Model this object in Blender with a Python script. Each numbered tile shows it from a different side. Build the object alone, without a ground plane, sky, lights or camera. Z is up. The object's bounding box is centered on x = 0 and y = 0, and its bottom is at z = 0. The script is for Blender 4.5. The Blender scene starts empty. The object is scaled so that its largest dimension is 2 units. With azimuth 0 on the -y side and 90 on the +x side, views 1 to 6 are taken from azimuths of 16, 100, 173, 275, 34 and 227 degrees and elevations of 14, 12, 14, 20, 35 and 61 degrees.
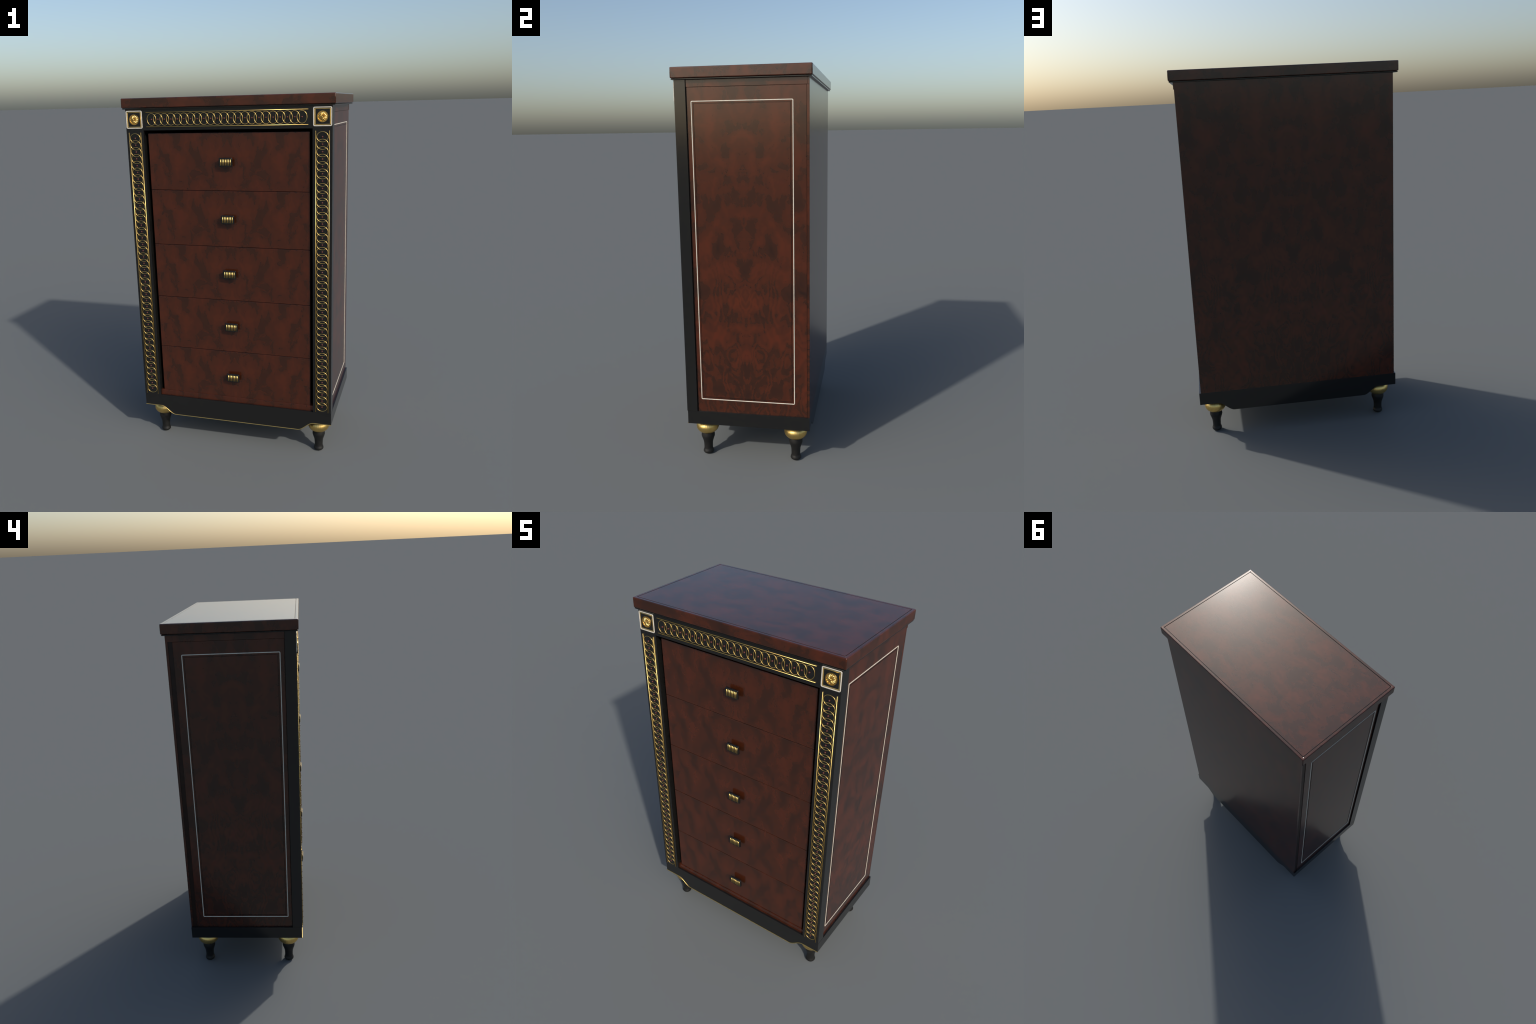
"""Tall chest of five drawers: burl veneer carcass, black lacquer frame with gilt
guilloche bands, rosettes, ivory stringing and turned feet with gilt balls."""
import bpy, bmesh, math
from mathutils import Vector, Matrix

# ------------------------------------------------------------------ dimensions (m)
TOP_X, TOP_Y = 0.5805, 0.3350          # half sizes of the top board
TOP_Z0, TOP_Z1 = 1.9490, 2.0000
MOULD_Z0 = 1.9420
POST_X0, POST_X1 = 0.4625, 0.5635      # posts, inner and outer face
POST_YF, POST_YB = -0.3222, -0.2667    # front face, rear face
PLINTH_X, PLINTH_Y = 0.5640, 0.3192
PLINTH_Z0, PLINTH_Z1, APRON_Z = 0.2035, 0.2735, 0.1545
SIDE_X = 0.5552                        # outer face of the side panels
BACK_Y = 0.3193
OPEN_Z0, OPEN_Z1 = 0.2775, 1.8303      # drawer opening
DRAWER_X, DRAWER_Y = 0.4445, -0.3045
DRAWER_TOP, DRAWER_PITCH, DRAWER_N = 1.8145, 0.3070, 5
BAND_X, BAND_Z = 0.5132, 1.8872        # centre lines of the ornament bands
RING_PITCH = 0.0369
FOOT_X, FOOT_Y = 0.4800, 0.2378


# ------------------------------------------------------------------ materials
def new_mat(name):
    m = bpy.data.materials.new(name)
    m.use_nodes = True
    nt = m.node_tree
    return m, nt, nt.nodes["Principled BSDF"]


def simple_mat(name, color, rough, metallic=0.0, grain=0.0, grain_scale=60.0, ior=1.5):
    m, nt, b = new_mat(name)
    b.inputs["Metallic"].default_value = metallic
    b.inputs["IOR"].default_value = ior
    tc = nt.nodes.new("ShaderNodeTexCoord")
    nz = nt.nodes.new("ShaderNodeTexNoise")
    nz.inputs["Scale"].default_value = grain_scale
    nz.inputs["Detail"].default_value = 4
    nt.links.new(tc.outputs["Object"], nz.inputs["Vector"])
    cr = nt.nodes.new("ShaderNodeValToRGB")
    cr.color_ramp.elements[0].position = 0.3
    cr.color_ramp.elements[1].position = 0.7
    cr.color_ramp.elements[0].color = [c * (1 - grain) for c in color] + [1]
    cr.color_ramp.elements[1].color = [min(1, c * (1 + grain)) for c in color] + [1]
    nt.links.new(nz.outputs["Fac"], cr.inputs["Fac"])
    nt.links.new(cr.outputs["Color"], b.inputs["Base Color"])
    mr = nt.nodes.new("ShaderNodeMapRange")
    mr.inputs["To Min"].default_value = rough * 0.92
    mr.inputs["To Max"].default_value = rough * 1.08
    nt.links.new(nz.outputs["Fac"], mr.inputs["Value"])
    nt.links.new(mr.outputs["Result"], b.inputs["Roughness"])
    return m


def burl_mat(name, u_axis, v_axis, centre=0.0, flame=0.35, flame_below=None, seed=0.0,
             scale=1.0, rough=0.18, w_axis=None, contrast=1.0):
    """Book-matched burl veneer: the figure is mirrored about u = centre."""
    m, nt, b = new_mat(name)
    N, L = nt.nodes.new, nt.links.new

    def math_node(op, a, c=None, d=None):
        n = N("ShaderNodeMath")
        n.operation = op
        for i, v in enumerate((a, c, d)):
            if v is None:
                continue
            if isinstance(v, (int, float)):
                n.inputs[i].default_value = v
            else:
                L(v, n.inputs[i])
        return n.outputs[0]

    tc = N("ShaderNodeTexCoord")
    sp = N("ShaderNodeSeparateXYZ")
    L(tc.outputs["Object"], sp.inputs[0])

    def axis(spec):                       # e.g. "Y" or "Y+Z"
        out = None
        for a in spec.split("+"):
            out = sp.outputs[a] if out is None else math_node("ADD", out, sp.outputs[a])
        return out

    u = math_node("ABSOLUTE", math_node("SUBTRACT", axis(u_axis), centre))
    v = axis(v_axis)
    cb = N("ShaderNodeCombineXYZ")
    L(u, cb.inputs[0]); L(v, cb.inputs[1]); cb.inputs[2].default_value = seed
    if w_axis:
        L(math_node("ADD", axis(w_axis), seed), cb.inputs[2])

    def noise(vec, sc, detail, rough_=0.5, dist=0.0):
        n = N("ShaderNodeTexNoise")
        n.inputs["Scale"].default_value = sc * scale
        n.inputs["Detail"].default_value = detail
        n.inputs["Roughness"].default_value = rough_
        n.inputs["Distortion"].default_value = dist
        L(vec, n.inputs["Vector"])
        return n

    def vec(op, a, k):
        n = N("ShaderNodeVectorMath"); n.operation = op
        L(a, n.inputs[0])
        if isinstance(k, tuple):
            n.inputs[1].default_value = k
        else:
            L(k, n.inputs[1])
        return n.outputs[0]

    def ramp(fac, stops):
        n = N("ShaderNodeValToRGB")
        e = n.color_ramp.elements
        e[0].position, e[0].color = stops[0][0], tuple(stops[0][1]) + (1,)
        e[1].position, e[1].color = stops[-1][0], tuple(stops[-1][1]) + (1,)
        for p, c in stops[1:-1]:
            k = e.new(p); k.color = tuple(c) + (1,)
        L(fac, n.inputs["Fac"])
        return n.outputs["Color"]

    # domain warp, so that the blotches get curled, ragged outlines
    p = cb.outputs[0]
    w1 = vec("MULTIPLY", vec("SUBTRACT", noise(p, 6.0, 2).outputs["Color"], (0.5, 0.5, 0.5)), (0.10, 0.14, 0.0))
    w2 = vec("MULTIPLY", vec("SUBTRACT", noise(p, 32.0, 3).outputs["Color"], (0.5, 0.5, 0.5)), (0.022, 0.030, 0.0))
    q = vec("ADD", vec("ADD", p, w1), w2)
    tall = vec("MULTIPLY", q, (1.35, 0.85, 1.0))          # figure runs up the panel

    blotch = noise(tall, 8.0, 2, 0.5).outputs["Fac"]
    fine = noise(q, 34.0, 4, 0.6).outputs["Fac"]
    f = math_node("ADD", blotch, math_node("MULTIPLY", math_node("SUBTRACT", fine, 0.5), 0.20))
    # flame figure: contour lines of a slow noise field
    field = noise(vec("ADD", vec("MULTIPLY", p, (1.0, 0.45, 1.0)), vec("MULTIPLY", w2, (0.8, 0.5, 0.0))),
                  5.0, 2, 0.45).outputs["Fac"]
    lines = math_node("SINE", math_node("MULTIPLY", field, 105.0))
    region = noise(p, 3.2, 1).outputs["Fac"]
    mask = N("ShaderNodeMapRange")
    mask.interpolation_type = "SMOOTHSTEP"
    mask.inputs["From Min"].default_value = 0.40
    mask.inputs["From Max"].default_value = 0.60
    L(region, mask.inputs["Value"])
    amount = math_node("MULTIPLY", mask.outputs[0], flame)
    if flame_below is not None:            # on the tall panels the flame sits in the lower half
        mr = N("ShaderNodeMapRange")
        mr.interpolation_type = "SMOOTHSTEP"
        mr.inputs["From Min"].default_value = flame_below - 0.15
        mr.inputs["From Max"].default_value = flame_below + 0.2
        mr.inputs["To Min"].default_value = flame
        mr.inputs["To Max"].default_value = flame * 0.12
        L(v, mr.inputs["Value"])
        amount = mr.outputs[0]
    f = math_node("ADD", f, math_node("MULTIPLY", lines, amount))

    f = math_node("ADD", math_node("MULTIPLY", math_node("SUBTRACT", f, 0.50), contrast), 0.525)
    veneer = ramp(f, [(0.30, (0.020, 0.0070, 0.0038)), (0.40, (0.032, 0.0100, 0.0045)),
                      (0.475, (0.036, 0.0106, 0.0046)), (0.500, (0.047, 0.0120, 0.0046)),
                      (0.56, (0.053, 0.0127, 0.0047)), (0.60, (0.061, 0.0140, 0.0050)),
                      (0.72, (0.076, 0.0152, 0.0052))])
    # small dark pin knots, in loose clusters
    speck = ramp(noise(q, 170.0, 1, 0.5).outputs["Fac"], [(0.66, (0, 0, 0)), (0.74, (1, 1, 1))])
    cluster = ramp(noise(p, 16.0, 2, 0.5).outputs["Fac"], [(0.50, (0, 0, 0)), (0.62, (1, 1, 1))])
    knots = math_node("MULTIPLY", math_node("MULTIPLY", speck, cluster), 0.6)
    mul = N("ShaderNodeMix"); mul.data_type = "RGBA"
    L(knots, mul.inputs["Factor"])
    L(veneer, mul.inputs["A"]); mul.inputs["B"].default_value = (0.012, 0.005, 0.004, 1)
    L(mul.outputs["Result"], b.inputs["Base Color"])

    b.inputs["Roughness"].default_value = rough
    b.inputs["IOR"].default_value = 1.59
    return m


MAT = {}


def build_materials():
    MAT["drawer"] = burl_mat("burl_veneer_drawer", "X", "Z", 0.005, 0.03, seed=3.1, scale=1.5, contrast=0.58)
    MAT["side"] = burl_mat("burl_veneer_side", "Y", "Z", 0.0, 0.085, flame_below=1.0, seed=9.2, scale=1.35, contrast=0.7)
    MAT["back"] = burl_mat("burl_veneer_back", "X", "Z", 0.0, 0.085, flame_below=1.0, seed=9.2, scale=1.35, contrast=0.7)
    MAT["top"] = burl_mat("burl_veneer_top", "Y", "X", 0.0, 0.035, seed=5.7, scale=1.5, w_axis="Z", contrast=0.7)
    MAT["rail"] = burl_mat("burl_veneer_rail", "X+Y", "Z", 0.0, 0.0, seed=1.3)
    MAT["dark_strip"] = simple_mat("dark_strip_wood", (0.018, 0.008, 0.005), 0.4, grain=0.3, grain_scale=25, ior=1.38)
    MAT["black"] = simple_mat("black_lacquer", (0.0085, 0.0083, 0.0078), 0.14, grain=0.06, ior=1.56)
    MAT["black_foot"] = simple_mat("black_turned_wood", (0.0085, 0.0083, 0.0078), 0.5, grain=0.08, ior=1.4)
    MAT["groove"] = simple_mat("dark_groove_line", (0.006, 0.004, 0.0035), 0.3)
    MAT["dark"] = simple_mat("dark_interior", (0.004, 0.003, 0.003), 0.8)
    MAT["gold"] = simple_mat("gilt_metal", (0.80, 0.56, 0.19), 0.36, 1.0, grain=0.05)
    MAT["ivory"] = simple_mat("ivory_stringing", (0.61, 0.565, 0.475), 0.35, grain=0.05)
    MAT["bead"] = simple_mat("garnet_bead", (0.085, 0.022, 0.018), 0.28, grain=0.1)


# ------------------------------------------------------------------ mesh helpers
def link(obj, parent, mat=None):
    bpy.context.scene.collection.objects.link(obj)
    obj.parent = parent
    if mat is not None and obj.data and not obj.data.materials:
        obj.data.materials.append(MAT[mat])
    return obj


def mesh_from_bm(name, bm, smooth_angle=None, flat_faces=False):
    bmesh.ops.recalc_face_normals(bm, faces=bm.faces)
    me = bpy.data.meshes.new(name)
    bm.to_mesh(me)
    bm.free()
    if smooth_angle is not None:
        me.polygons.foreach_set("use_smooth", [True] * len(me.polygons))
        me.set_sharp_from_angle(angle=math.radians(smooth_angle))
        if flat_faces:          # broad planes stay exactly flat, only the narrow roundings blend
            for p in me.polygons:
                if p.area > 1.0e-4:
                    p.use_smooth = False
    return me


def rounded_rect(hw, hh, r, seg=4):
    """Points of a rounded rectangle, counter-clockwise; always 4*(seg+1) of them."""
    r = max(r, 1e-5)
    pts = []
    for cx, cy, a0 in ((hw - r, hh - r, 0), (-hw + r, hh - r, 90),
                       (-hw + r, -hh + r, 180), (hw - r, -hh + r, 270)):
        for i in range(seg + 1):
            a = math.radians(a0 + 90 * i / seg)
            pts.append((cx + r * math.cos(a), cy + r * math.sin(a)))
    return pts


PLANES = {  # (u, v, w) -> xyz ; w is the outward direction
    "top": lambda u, v, w: (u, v, w),
    "front": lambda u, v, w: (u, -w, v),
    "back": lambda u, v, w: (-u, w, v),
    "right": lambda u, v, w: (w, u, v),
    "left": lambda u, v, w: (-w, -u, v),
}


def loft_rects(name, loops, plane="top", closed=False, cap=True, seg=4, smooth=40, dark_pairs=()):
    """Loft through rounded rectangles (half_u, half_v, corner_radius, w)."""
    f = PLANES[plane]
    bm = bmesh.new()
    rings = [[bm.verts.new(f(x, y, w)) for x, y in rounded_rect(hu, hv, r, seg)]
             for hu, hv, r, w in loops]
    n = len(rings[0])
    pairs = list(zip(rings[:-1], rings[1:]))
    if closed:
        pairs.append((rings[-1], rings[0]))
    for k, (a, b) in enumerate(pairs):
        for i in range(n):
            fc = bm.faces.new((a[i], a[(i + 1) % n], b[(i + 1) % n], b[i]))
            fc.material_index = 1 if k in dark_pairs else 0
    if cap and not closed:
        bm.faces.new(rings[0]); bm.faces.new(rings[-1])
    return mesh_from_bm(name, bm, smooth, True)


def box_mesh(name, x0, x1, y0, y1, z0, z1, bevel=0.001, origin=(0, 0, 0)):
    bm = bmesh.new()
    bmesh.ops.create_cube(bm, size=1.0)
    for v in bm.verts:
        v.co = Vector(((x0 + x1) / 2 + v.co.x * (x1 - x0), (y0 + y1) / 2 + v.co.y * (y1 - y0),
                       (z0 + z1) / 2 + v.co.z * (z1 - z0))) - Vector(origin)
    if bevel:
        bmesh.ops.bevel(bm, geom=bm.edges[:], offset=bevel, segments=2, profile=0.5, affect="EDGES")
    return mesh_from_bm(name, bm, 40, True)


def add_box(name, parent, mat, x0, x1, y0, y1, z0, z1, bevel=0.001, origin=(0, 0, 0)):
    o = bpy.data.objects.new(name, box_mesh(name, x0, x1, y0, y1, z0, z1, bevel, origin))
    o.location = origin
    return link(o, parent, mat)


def sweep(name, pts, radius, closed=False, seg=8, squash=1.0, depth_axis=Vector((0, 1, 0)),
          soft_ends=False):
    """Round bar of the given radius along a polyline; squash flattens it along depth_axis."""
    bm = bmesh.new()
    P = [Vector(p) for p in pts]
    n = len(P)
    rings = []
    for i, p in enumerate(P):
        if closed:
            t = (P[(i + 1) % n] - P[i - 1]).normalized()
        else:
            t = (P[min(i + 1, n - 1)] - P[max(i - 1, 0)]).normalized()
        side = t.cross(depth_axis).normalized()
        rings.append([bm.verts.new(p + side * radius * math.cos(2 * math.pi * k / seg)
                                   + depth_axis * radius * squash * math.sin(2 * math.pi * k / seg))
                      for k in range(seg)])
    for i in range(n if closed else n - 1):
        a, b = rings[i], rings[(i + 1) % n]
        for k in range(seg):
            bm.faces.new((a[k], a[(k + 1) % seg], b[(k + 1) % seg], b[k]))
    if not closed:
        bm.faces.new(rings[0]); bm.faces.new(rings[-1])
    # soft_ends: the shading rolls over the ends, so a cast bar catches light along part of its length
    return mesh_from_bm(name, bm, 180 if soft_ends else 50)


def lathe(name, profile, seg=48, ribs=0, rib_depth=0.0):
    """Turn (radius, z) profile about z; ribs gives a gadrooned surface."""
    bm = bmesh.new()
    rings = []
    for r, z in profile:
        ring = []
        for k in range(seg):
            a = 2 * math.pi * k / seg
            rr = r
            if ribs:
                rr = r * (1 - rib_depth * (1 - abs(math.cos(a * ribs / 2))))
            ring.append(bm.verts.new((rr * math.cos(a), rr * math.sin(a), z)))
        rings.append(ring)
    for a, b in zip(rings[:-1], rings[1:]):
        for k in range(seg):
            bm.faces.new((a[k], a[(k + 1) % seg], b[(k + 1) % seg], b[k]))
    bm.faces.new(rings[0]); bm.faces.new(rings[-1])
    return mesh_from_bm(name, bm, 50)


def smooth_profile(ctrl, steps=6):
    """Catmull-Rom through (r, z) control points."""
    out = []
    for i in range(len(ctrl) - 1):
        p0, p1 = ctrl[max(i - 1, 0)], ctrl[i]
        p2, p3 = ctrl[i + 1], ctrl[min(i + 2, len(ctrl) - 1)]
        for s in range(steps):
            t = s / steps
            out.append(tuple(0.5 * (2 * b + (c - a) * t + (2 * a - 5 * b + 4 * c - d) * t * t
                                    + (3 * b - a - 3 * c + d) * t ** 3)
                             for a, b, c, d in zip(p0, p1, p2, p3)))
    out.append(ctrl[-1])
    return out


# ------------------------------------------------------------------ parts
def build_top(root):
    hx, hy, r = TOP_X, TOP_Y, 0.005
    g, gw, gd = 0.0152, 0.0030, 0.0024        # inset, width and depth of the groove
    L = [(hx - 0.004, hy - 0.004, r, TOP_Z0),
         (hx - 0.0012, hy - 0.0012, r, TOP_Z0 + 0.0012),
         (hx, hy, r, TOP_Z0 + 0.004)]
    for k in range(5):
        a = math.radians(90 * k / 4)
        L.append((hx - 0.004 * (1 - math.cos(a)), hy - 0.004 * (1 - math.cos(a)), r,
                  TOP_Z1 - 0.004 * (1 - math.sin(a))))
    L += [(hx - g + 0.0005, hy - g + 0.0005, 0.003, TOP_Z1),
          (hx - g, hy - g, 0.003, TOP_Z1 - 0.0005),
          (hx - g - gw * 0.3, hy - g - gw * 0.3, 0.003, TOP_Z1 - gd),
          (hx - g - gw * 0.6, hy - g - gw * 0.6, 0.003, TOP_Z1 - gd),
          (hx - g - gw, hy - g - gw, 0.003, TOP_Z1 - 0.0008),
          (hx - g - gw - 0.0008, hy - g - gw - 0.0008, 0.003, TOP_Z1)]
    board = link(bpy.data.objects.new("top_board", loft_rects("top_board", L, dark_pairs=(9, 10, 11))), root, "top")
    board.data.materials.append(MAT["groove"])
    mx, my = TOP_X - 0.0035, TOP_Y - 0.0035
    L = [(mx - 0.002, my - 0.002, 0.002, MOULD_Z0), (mx, my, 0.002, MOULD_Z0 + 0.002),
         (mx, my, 0.002, TOP_Z0 - 0.0022), (mx - 0.003, my - 0.003, 0.002, TOP_Z0 - 0.0005)]
    link(bpy.data.objects.new("top_moulding", loft_rects("top_moulding", L)), root, "black")


def apron_outline(z_shift=0.0, n=14):
    """Lower edge of the plinth from left to right: flat ends, S-curves, lower middle."""
    xs0, xs1 = 0.463, 0.374
    half = [(PLINTH_X, PLINTH_Z0)]
    for i in range(n + 1):
        t = i / n
        s = t * t * (3 - 2 * t)
        half.append((xs0 + (xs1 - xs0) * t, PLINTH_Z0 + (APRON_Z - PLINTH_Z0) * s))
    pts = [(-x, z + z_shift) for x, z in half] + [(x, z + z_shift) for x, z in reversed(half)]
    return pts


def build_plinth(root):
    bm = bmesh.new()
    out = [(x, z) for x, z in apron_outline()] + [(PLINTH_X, PLINTH_Z1), (-PLINTH_X, PLINTH_Z1)]
    front = [bm.verts.new((x, -PLINTH_Y, z)) for x, z in out]
    back = [bm.verts.new((x, PLINTH_Y, z)) for x, z in out]
    bm.faces.new(front); bm.faces.new(back)
    n = len(out)
    for i in range(n):
        bm.faces.new((front[i], front[(i + 1) % n], back[(i + 1) % n], back[i]))
    plinth = link(bpy.data.objects.new("plinth", mesh_from_bm("plinth", bm, 30, True)), root, "black")
    edge = [(x, -PLINTH_Y - 0.0008, z + 0.0006) for x, z in apron_outline()]
    edge[0] = (-PLINTH_X, edge[0][1], edge[0][2]); edge[-1] = (PLINTH_X, edge[-1][1], edge[-1][2])
    link(bpy.data.objects.new("gilt_edging", sweep("gilt_edging", edge, 0.0022, squash=0.9)),
         plinth, "gold")


def build_feet(root):
    leg = smooth_profile([(0.0195, 0.0), (0.0248, 0.0040), (0.0276, 0.0105), (0.0264, 0.0180),
                          (0.0236, 0.0270), (0.0232, 0.0400), (0.0248, 0.0640), (0.0300, 0.0820),
                          (0.0352, 0.0985), (0.0350, 0.1120), (0.0325, 0.1260), (0.0320, 0.1400)])
    leg_me = lathe("foot_shaft", leg)
    ball = []
    for i in range(21):
        a = math.radians(-54 + (54 + 86) * i / 20)
        ball.append((0.0605 * math.cos(a), 0.1605 + 0.0450 * math.sin(a)))
    ball = [(0.0300, 0.1225)] + [p for p in ball if p[1] < PLINTH_Z0 + 0.0005]
    ball_me = lathe("gilt_ball", ball, seg=192, ribs=32, rib_depth=0.005)
    for sx in (-1, 1):
        for sy in (-1, 1):
            foot = bpy.data.objects.new("foot", leg_me)
            foot.location = (sx * FOOT_X, sy * FOOT_Y, 0)
            link(foot, root, "black_foot")
            link(bpy.data.objects.new("gilt_ball", ball_me), foot, "gold")


def build_carcass(root):
    # wooden back board, with the wider end of the top rail on the right
    add_box("back_board", root, "back", -SIDE_X, SIDE_X, 0.3070, BACK_Y, PLINTH_Z1 - 0.001, MOULD_Z0 + 0.001)
    # side panels: grooved slab, ivory stringing, frieze rail above
    for plane, s, y0, y1 in (("right", 1, -0.2635, 0.3062), ("left", -1, -0.2645, 0.2840)):
        z0, z1 = PLINTH_Z1 - 0.0006, 1.9085
        # the groove rectangle is symmetric about y = 0 although the slab itself is not
        bm = bmesh.new()

        def ring(a0, a1, b0, b1, x):
            return [bm.verts.new((s * x, a, b)) for a, b in ((a0, b0), (a1, b0), (a1, b1), (a0, b1))]
        X = SIDE_X
        gy, gz0, gz1 = 0.2335, 0.3515, 1.8345
        rings = [ring(y0, y1, z0, z1, X - 0.002), ring(y0, y1, z0, z1, X - 0.001),
                 ring(y0 + 0.001, y1 - 0.001, z0 + 0.001, z1 - 0.001, X)]
        for d, dx in ((0.0, 0.0), (0.0012, 0.0032), (0.0026, 0.0032), (0.0040, 0.0)):
            rings.append(ring(-gy + d, gy - d, gz0 + d, gz1 - d, X - dx))
        for k, (a, b) in enumerate(zip(rings[:-1], rings[1:])):
            for i in range(4):
                fc = bm.faces.new((a[i], a[(i + 1) % 4], b[(i + 1) % 4], b[i]))
                fc.material_index = 1 if k in (3, 4, 5) else 0
        bm.faces.new(rings[0]); bm.faces.new(rings[-1])
        slab = bpy.data.objects.new("side_panel", mesh_from_bm("side_panel", bm))
        link(slab, root, "side")
        slab.data.materials.append(MAT["groove"])
        iz0, iz1, iy, w = 0.3398, 1.8454, 0.2443, 0.0042
        iv = loft_rects("ivory_stringing",
                        [(iy, (iz1 - iz0) / 2, 0.006, X - 0.001), (iy, (iz1 - iz0) / 2, 0.006, X + 0.0012),
                         (iy - 0.0008, (iz1 - iz0) / 2 - 0.0008, 0.0052, X + 0.0018),
                         (iy - w + 0.0008, (iz1 - iz0) / 2 - w + 0.0008, 0.0026, X + 0.0018),
                         (iy - w, (iz1 - iz0) / 2 - w, 0.0018, X + 0.0012),
                         (iy - w, (iz1 - iz0) / 2 - w, 0.0018, X - 0.001)], plane, closed=True)
        o = bpy.data.objects.new("ivory_stringing", iv)
        o.location = (0, 0, (iz0 + iz1) / 2)
        link(o, slab, "ivory")
        xr = 0.5572
        x0, x1 = sorted((s * 0.535, s * xr))
        add_box("frieze_rail", root, "rail", x0, x1, POST_YB + 0.0015, 0.3085, 1.9090, MOULD_Z0 + 0.001, 0.0006)
        if s > 0:
            add_box("rail_end", root, "rail", 0.535, 0.5580, 0.3092, 0.3188, 1.9090, MOULD_Z0 + 0.001, 0.0006)
        # carcass wall behind the slab
        x0, x1 = sorted((s * 0.520, s * (SIDE_X - 0.0025)))
        add_box("carcass_wall", root, "dark_strip", x0, x1, -0.280, 0.3068, PLINTH_Z1 - 0.001, MOULD_Z0, 0)
    add_box("carcass_floor", root, "dark", -0.52, 0.52, -0.27, 0.3068, PLINTH_Z1 - 0.001, 0.2790, 0)
    add_box("carcass_ceiling", root, "dark", -0.52, 0.52, -0.27, 0.3068, 1.900, MOULD_Z0, 0)


def build_front_frame(root):
    posts = []
    for s in (-1, 1):
        x0, x1 = sorted((s * POST_X0, s * POST_X1))
        posts.append(add_box("post", root, "black", x0, x1, POST_YF, POST_YB,
                             PLINTH_Z1 - 0.0004, MOULD_Z0 + 0.0015, 0.0007))
    frieze = add_box("frieze", root, "black", -POST_X0, POST_X0, POST_YF + 0.0003, POST_YB,
                     OPEN_Z1, MOULD_Z0 + 0.0015, 0.0005)
    add_box("bottom_rail", root, "drawer", -POST_X0, POST_X0, -0.3085, -0.27,
            PLINTH_Z1 - 0.0005, 0.3055, 0.0008, origin=(0, 0, 0.40))
    return posts, frieze


def ellipse(rx, rz, y, n=40):
    return [(rx * math.cos(2 * math.pi * i / n), y, rz * math.sin(2 * math.pi * i / n)) for i in range(n)]


def build_ornaments(posts, frieze):
    y = POST_YF - 0.0022
    tall = sweep("gilt_ring", ellipse(0.0255, 0.0308, 0), 0.00135, closed=True, squash=1.0, seg=10)
    wide = sweep("gilt_ring", ellipse(0.0292, 0.0253, 0), 0.00135, closed=True, squash=1.0, seg=10)
    bead_bm = bmesh.new()
    bmesh.ops.create_uvsphere(bead_bm, u_segments=16, v_segments=10, radius=0.0046)
    bead = mesh_from_bm("garnet_bead", bead_bm, 80)
    for me, mat in ((tall, "gold"), (wide, "gold"), (bead, "bead")):
        me.materials.append(MAT[mat])

    def place(name, me, parent, x, z, yy=y):
        o = bpy.data.objects.new(name, me)
        o.location = (x, yy, z)
        link(o, parent)

    n_h = 23
    for i in range(n_h):
        x = (i - (n_h - 1) / 2) * 0.03725
        place("gilt_ring", tall, frieze, x, BAND_Z, y - 0.0003 * (i % 2))
        place("garnet_bead", bead, frieze, x, BAND_Z, POST_YF - 0.0026)
    for z in (1.9245, 1.8492):
        link(bpy.data.objects.new("gilt_fillet", sweep("gilt_fillet",
             [(-0.4415, y, z), (0.4415, y, z)], 0.0019, seg=8, soft_ends=True)), frieze, "gold")

    z_top, z_bot, n_v = 1.7885, 0.3130, 41
    for s, post in zip((-1, 1), posts):
        cx = s * BAND_X
        for i in range(n_v):
            z = z_top + (z_bot - z_top) * i / (n_v - 1)
            place("gilt_ring", wide, post, cx, z, y - 0.0003 * (i % 2))
            place("garnet_bead", bead, post, cx, z, POST_YF - 0.0026)
        for dx in (-0.0346, 0.0346):
            link(bpy.data.objects.new("gilt_fillet", sweep("gilt_fillet",
                 [(cx + dx, y, 0.2805), (cx + dx, y, 1.8190)], 0.0019, seg=8, soft_ends=True)), post, "gold")
        # corner square: ivory border, gilt inner line, rosette
        h, w = 0.0474, 0.0051
        iv = loft_rects("ivory_border",
                        [(h, h, 0.0075, -0.001), (h, h, 0.0075, 0.0020), (h - 0.0012, h - 0.0012, 0.0066, 0.0030),
                         (h - w + 0.0012, h - w + 0.0012, 0.0040, 0.0030), (h - w, h - w, 0.0032, 0.0020),
                         (h - w, h - w, 0.0032, -0.001)], "front", closed=True)
        o = bpy.data.objects.new("ivory_border", iv)
        o.location = (cx, POST_YF, BAND_Z)
        link(o, post, "ivory")
        h, w = 0.0402, 0.0036
        gl = loft_rects("gilt_border",
                        [(h, h, 0.0008, -0.001), (h, h, 0.0008, 0.0008), (h - w / 2, h - w / 2, 0.0006, 0.0018),
                         (h - w, h - w, 0.0004, 0.0008), (h - w, h - w, 0.0004, -0.001)],
                        "front", closed=True)
        o = bpy.data.objects.new("gilt_border", gl)
        o.location = (cx, POST_YF, BAND_Z)
        link(o, post, "gold")
        o = bpy.data.objects.new("rosette", rosette_mesh())
        o.location = (cx, POST_YF, BAND_Z)
        link(o, post, "gold")


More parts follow.
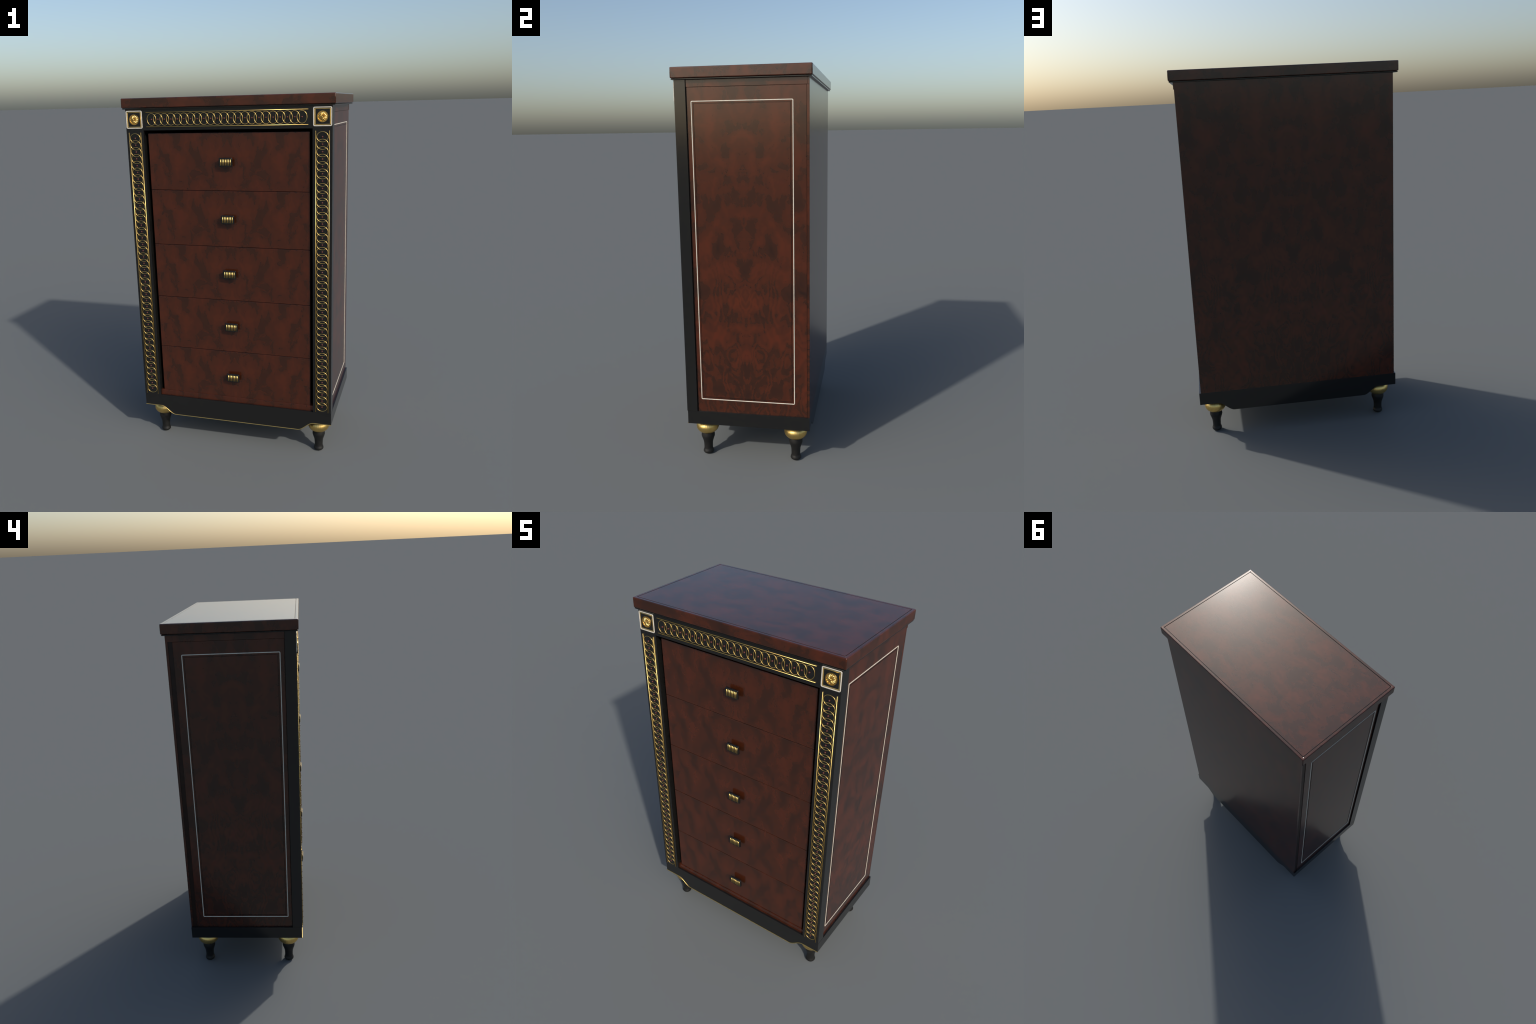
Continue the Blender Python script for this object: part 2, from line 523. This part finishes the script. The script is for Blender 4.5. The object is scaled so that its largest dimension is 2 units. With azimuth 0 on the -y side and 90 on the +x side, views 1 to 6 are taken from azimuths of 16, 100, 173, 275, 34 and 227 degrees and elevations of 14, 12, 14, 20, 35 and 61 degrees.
def rosette_mesh(r=0.0282, petals=12):
    """Dished disc with a double rim, twelve rounded petals and a small boss."""
    bm = bmesh.new()
    rings, seg = [], 168
    rows = []
    rim = [(1.00, -0.001), (1.00, 0.0010), (0.975, 0.0026), (0.945, 0.0026), (0.92, 0.0012),
           (0.895, 0.0012), (0.88, 0.0028), (0.85, 0.0028), (0.835, 0.0012)]
    for t, h in rim:
        rows.append((t, h, 0.0))
    for i in range(14):                     # petal field
        t = 0.82 - (0.82 - 0.17) * i / 13
        k = (t - 0.17) / 0.65
        rows.append((t, 0.0010 + 0.0022 * (1 - k) ** 0.8, math.sin(math.pi * min(1, k * 0.86 + 0.14)) ** 0.6))
    for t, h in ((0.155, 0.0022), (0.14, 0.0044), (0.10, 0.0058), (0.05, 0.0064)):
        rows.append((t, h, 0.0))
    for t, h, amp in rows:
        ring = []
        for k in range(seg):
            a = 2 * math.pi * k / seg
            lobe = abs(math.cos(a * petals / 2)) ** 0.7
            w = 1.5 * h + amp * 0.0050 * lobe
            ring.append(bm.verts.new((r * t * math.sin(a), -w, r * t * math.cos(a))))
        rings.append(ring)
    for a, b in zip(rings[:-1], rings[1:]):
        for k in range(seg):
            bm.faces.new((a[k], a[(k + 1) % seg], b[(k + 1) % seg], b[k]))
    bm.faces.new(rings[0]); bm.faces.new(rings[-1])
    return mesh_from_bm("rosette", bm, 50)


def build_drawers(root):
    half = DRAWER_PITCH / 2
    front = box_mesh("drawer", -DRAWER_X, DRAWER_X, DRAWER_Y, 0.20, -half + 0.0012, half - 0.0012, 0.0011)
    front.materials.append(MAT["drawer"])
    yb = DRAWER_Y
    # handle: rounded black block on a short stem, seven gilt bars on its face
    hu, hv = 0.0365, 0.0236
    block = loft_rects("handle", [(hu - 0.002, hv - 0.002, 0.003, -yb + 0.0145), (hu, hv, 0.004, -yb + 0.0160),
                                  (hu, hv, 0.004, -yb + 0.0225), (hu - 0.0006, hv - 0.0006, 0.0036, -yb + 0.0238),
                                  (hu - 0.002, hv - 0.002, 0.003, -yb + 0.0245)], "front")
    block.materials.append(MAT["black"])
    stem = loft_rects("handle_stem", [(0.011, 0.008, 0.004, -yb - 0.002), (0.009, 0.0065, 0.003, -yb + 0.006),
                                      (0.012, 0.009, 0.004, -yb + 0.0155)], "front")
    stem.materials.append(MAT["black"])
    bar = sweep("handle_bar", [(0, -0.0008, -0.0165), (0, -0.0008, 0.0165)], 0.0024, squash=0.8, seg=8,
                soft_ends=True)
    bar.materials.append(MAT["gold"])
    for i in range(DRAWER_N):
        d = bpy.data.objects.new("drawer", front)
        d.location = (0, 0, DRAWER_TOP - half - i * DRAWER_PITCH)
        link(d, root)
        link(bpy.data.objects.new("handle", block), d)
        link(bpy.data.objects.new("handle_stem", stem), d)
        for k in range(7):
            b = bpy.data.objects.new("handle_bar", bar)
            b.location = ((k - 3) * 0.00905 + 0.0003, yb - 0.0247, 0.0)
            link(b, d)


def main():
    build_materials()
    root = bpy.data.objects.new("tall_chest_of_drawers", None)
    root["label"] = "tall burl wood chest of five drawers with gilt ring bands"
    root["category"] = "chest of drawers"
    bpy.context.scene.collection.objects.link(root)
    build_top(root)
    build_plinth(root)
    build_feet(root)
    build_carcass(root)
    posts, frieze = build_front_frame(root)
    build_ornaments(posts, frieze)
    build_drawers(root)


main()
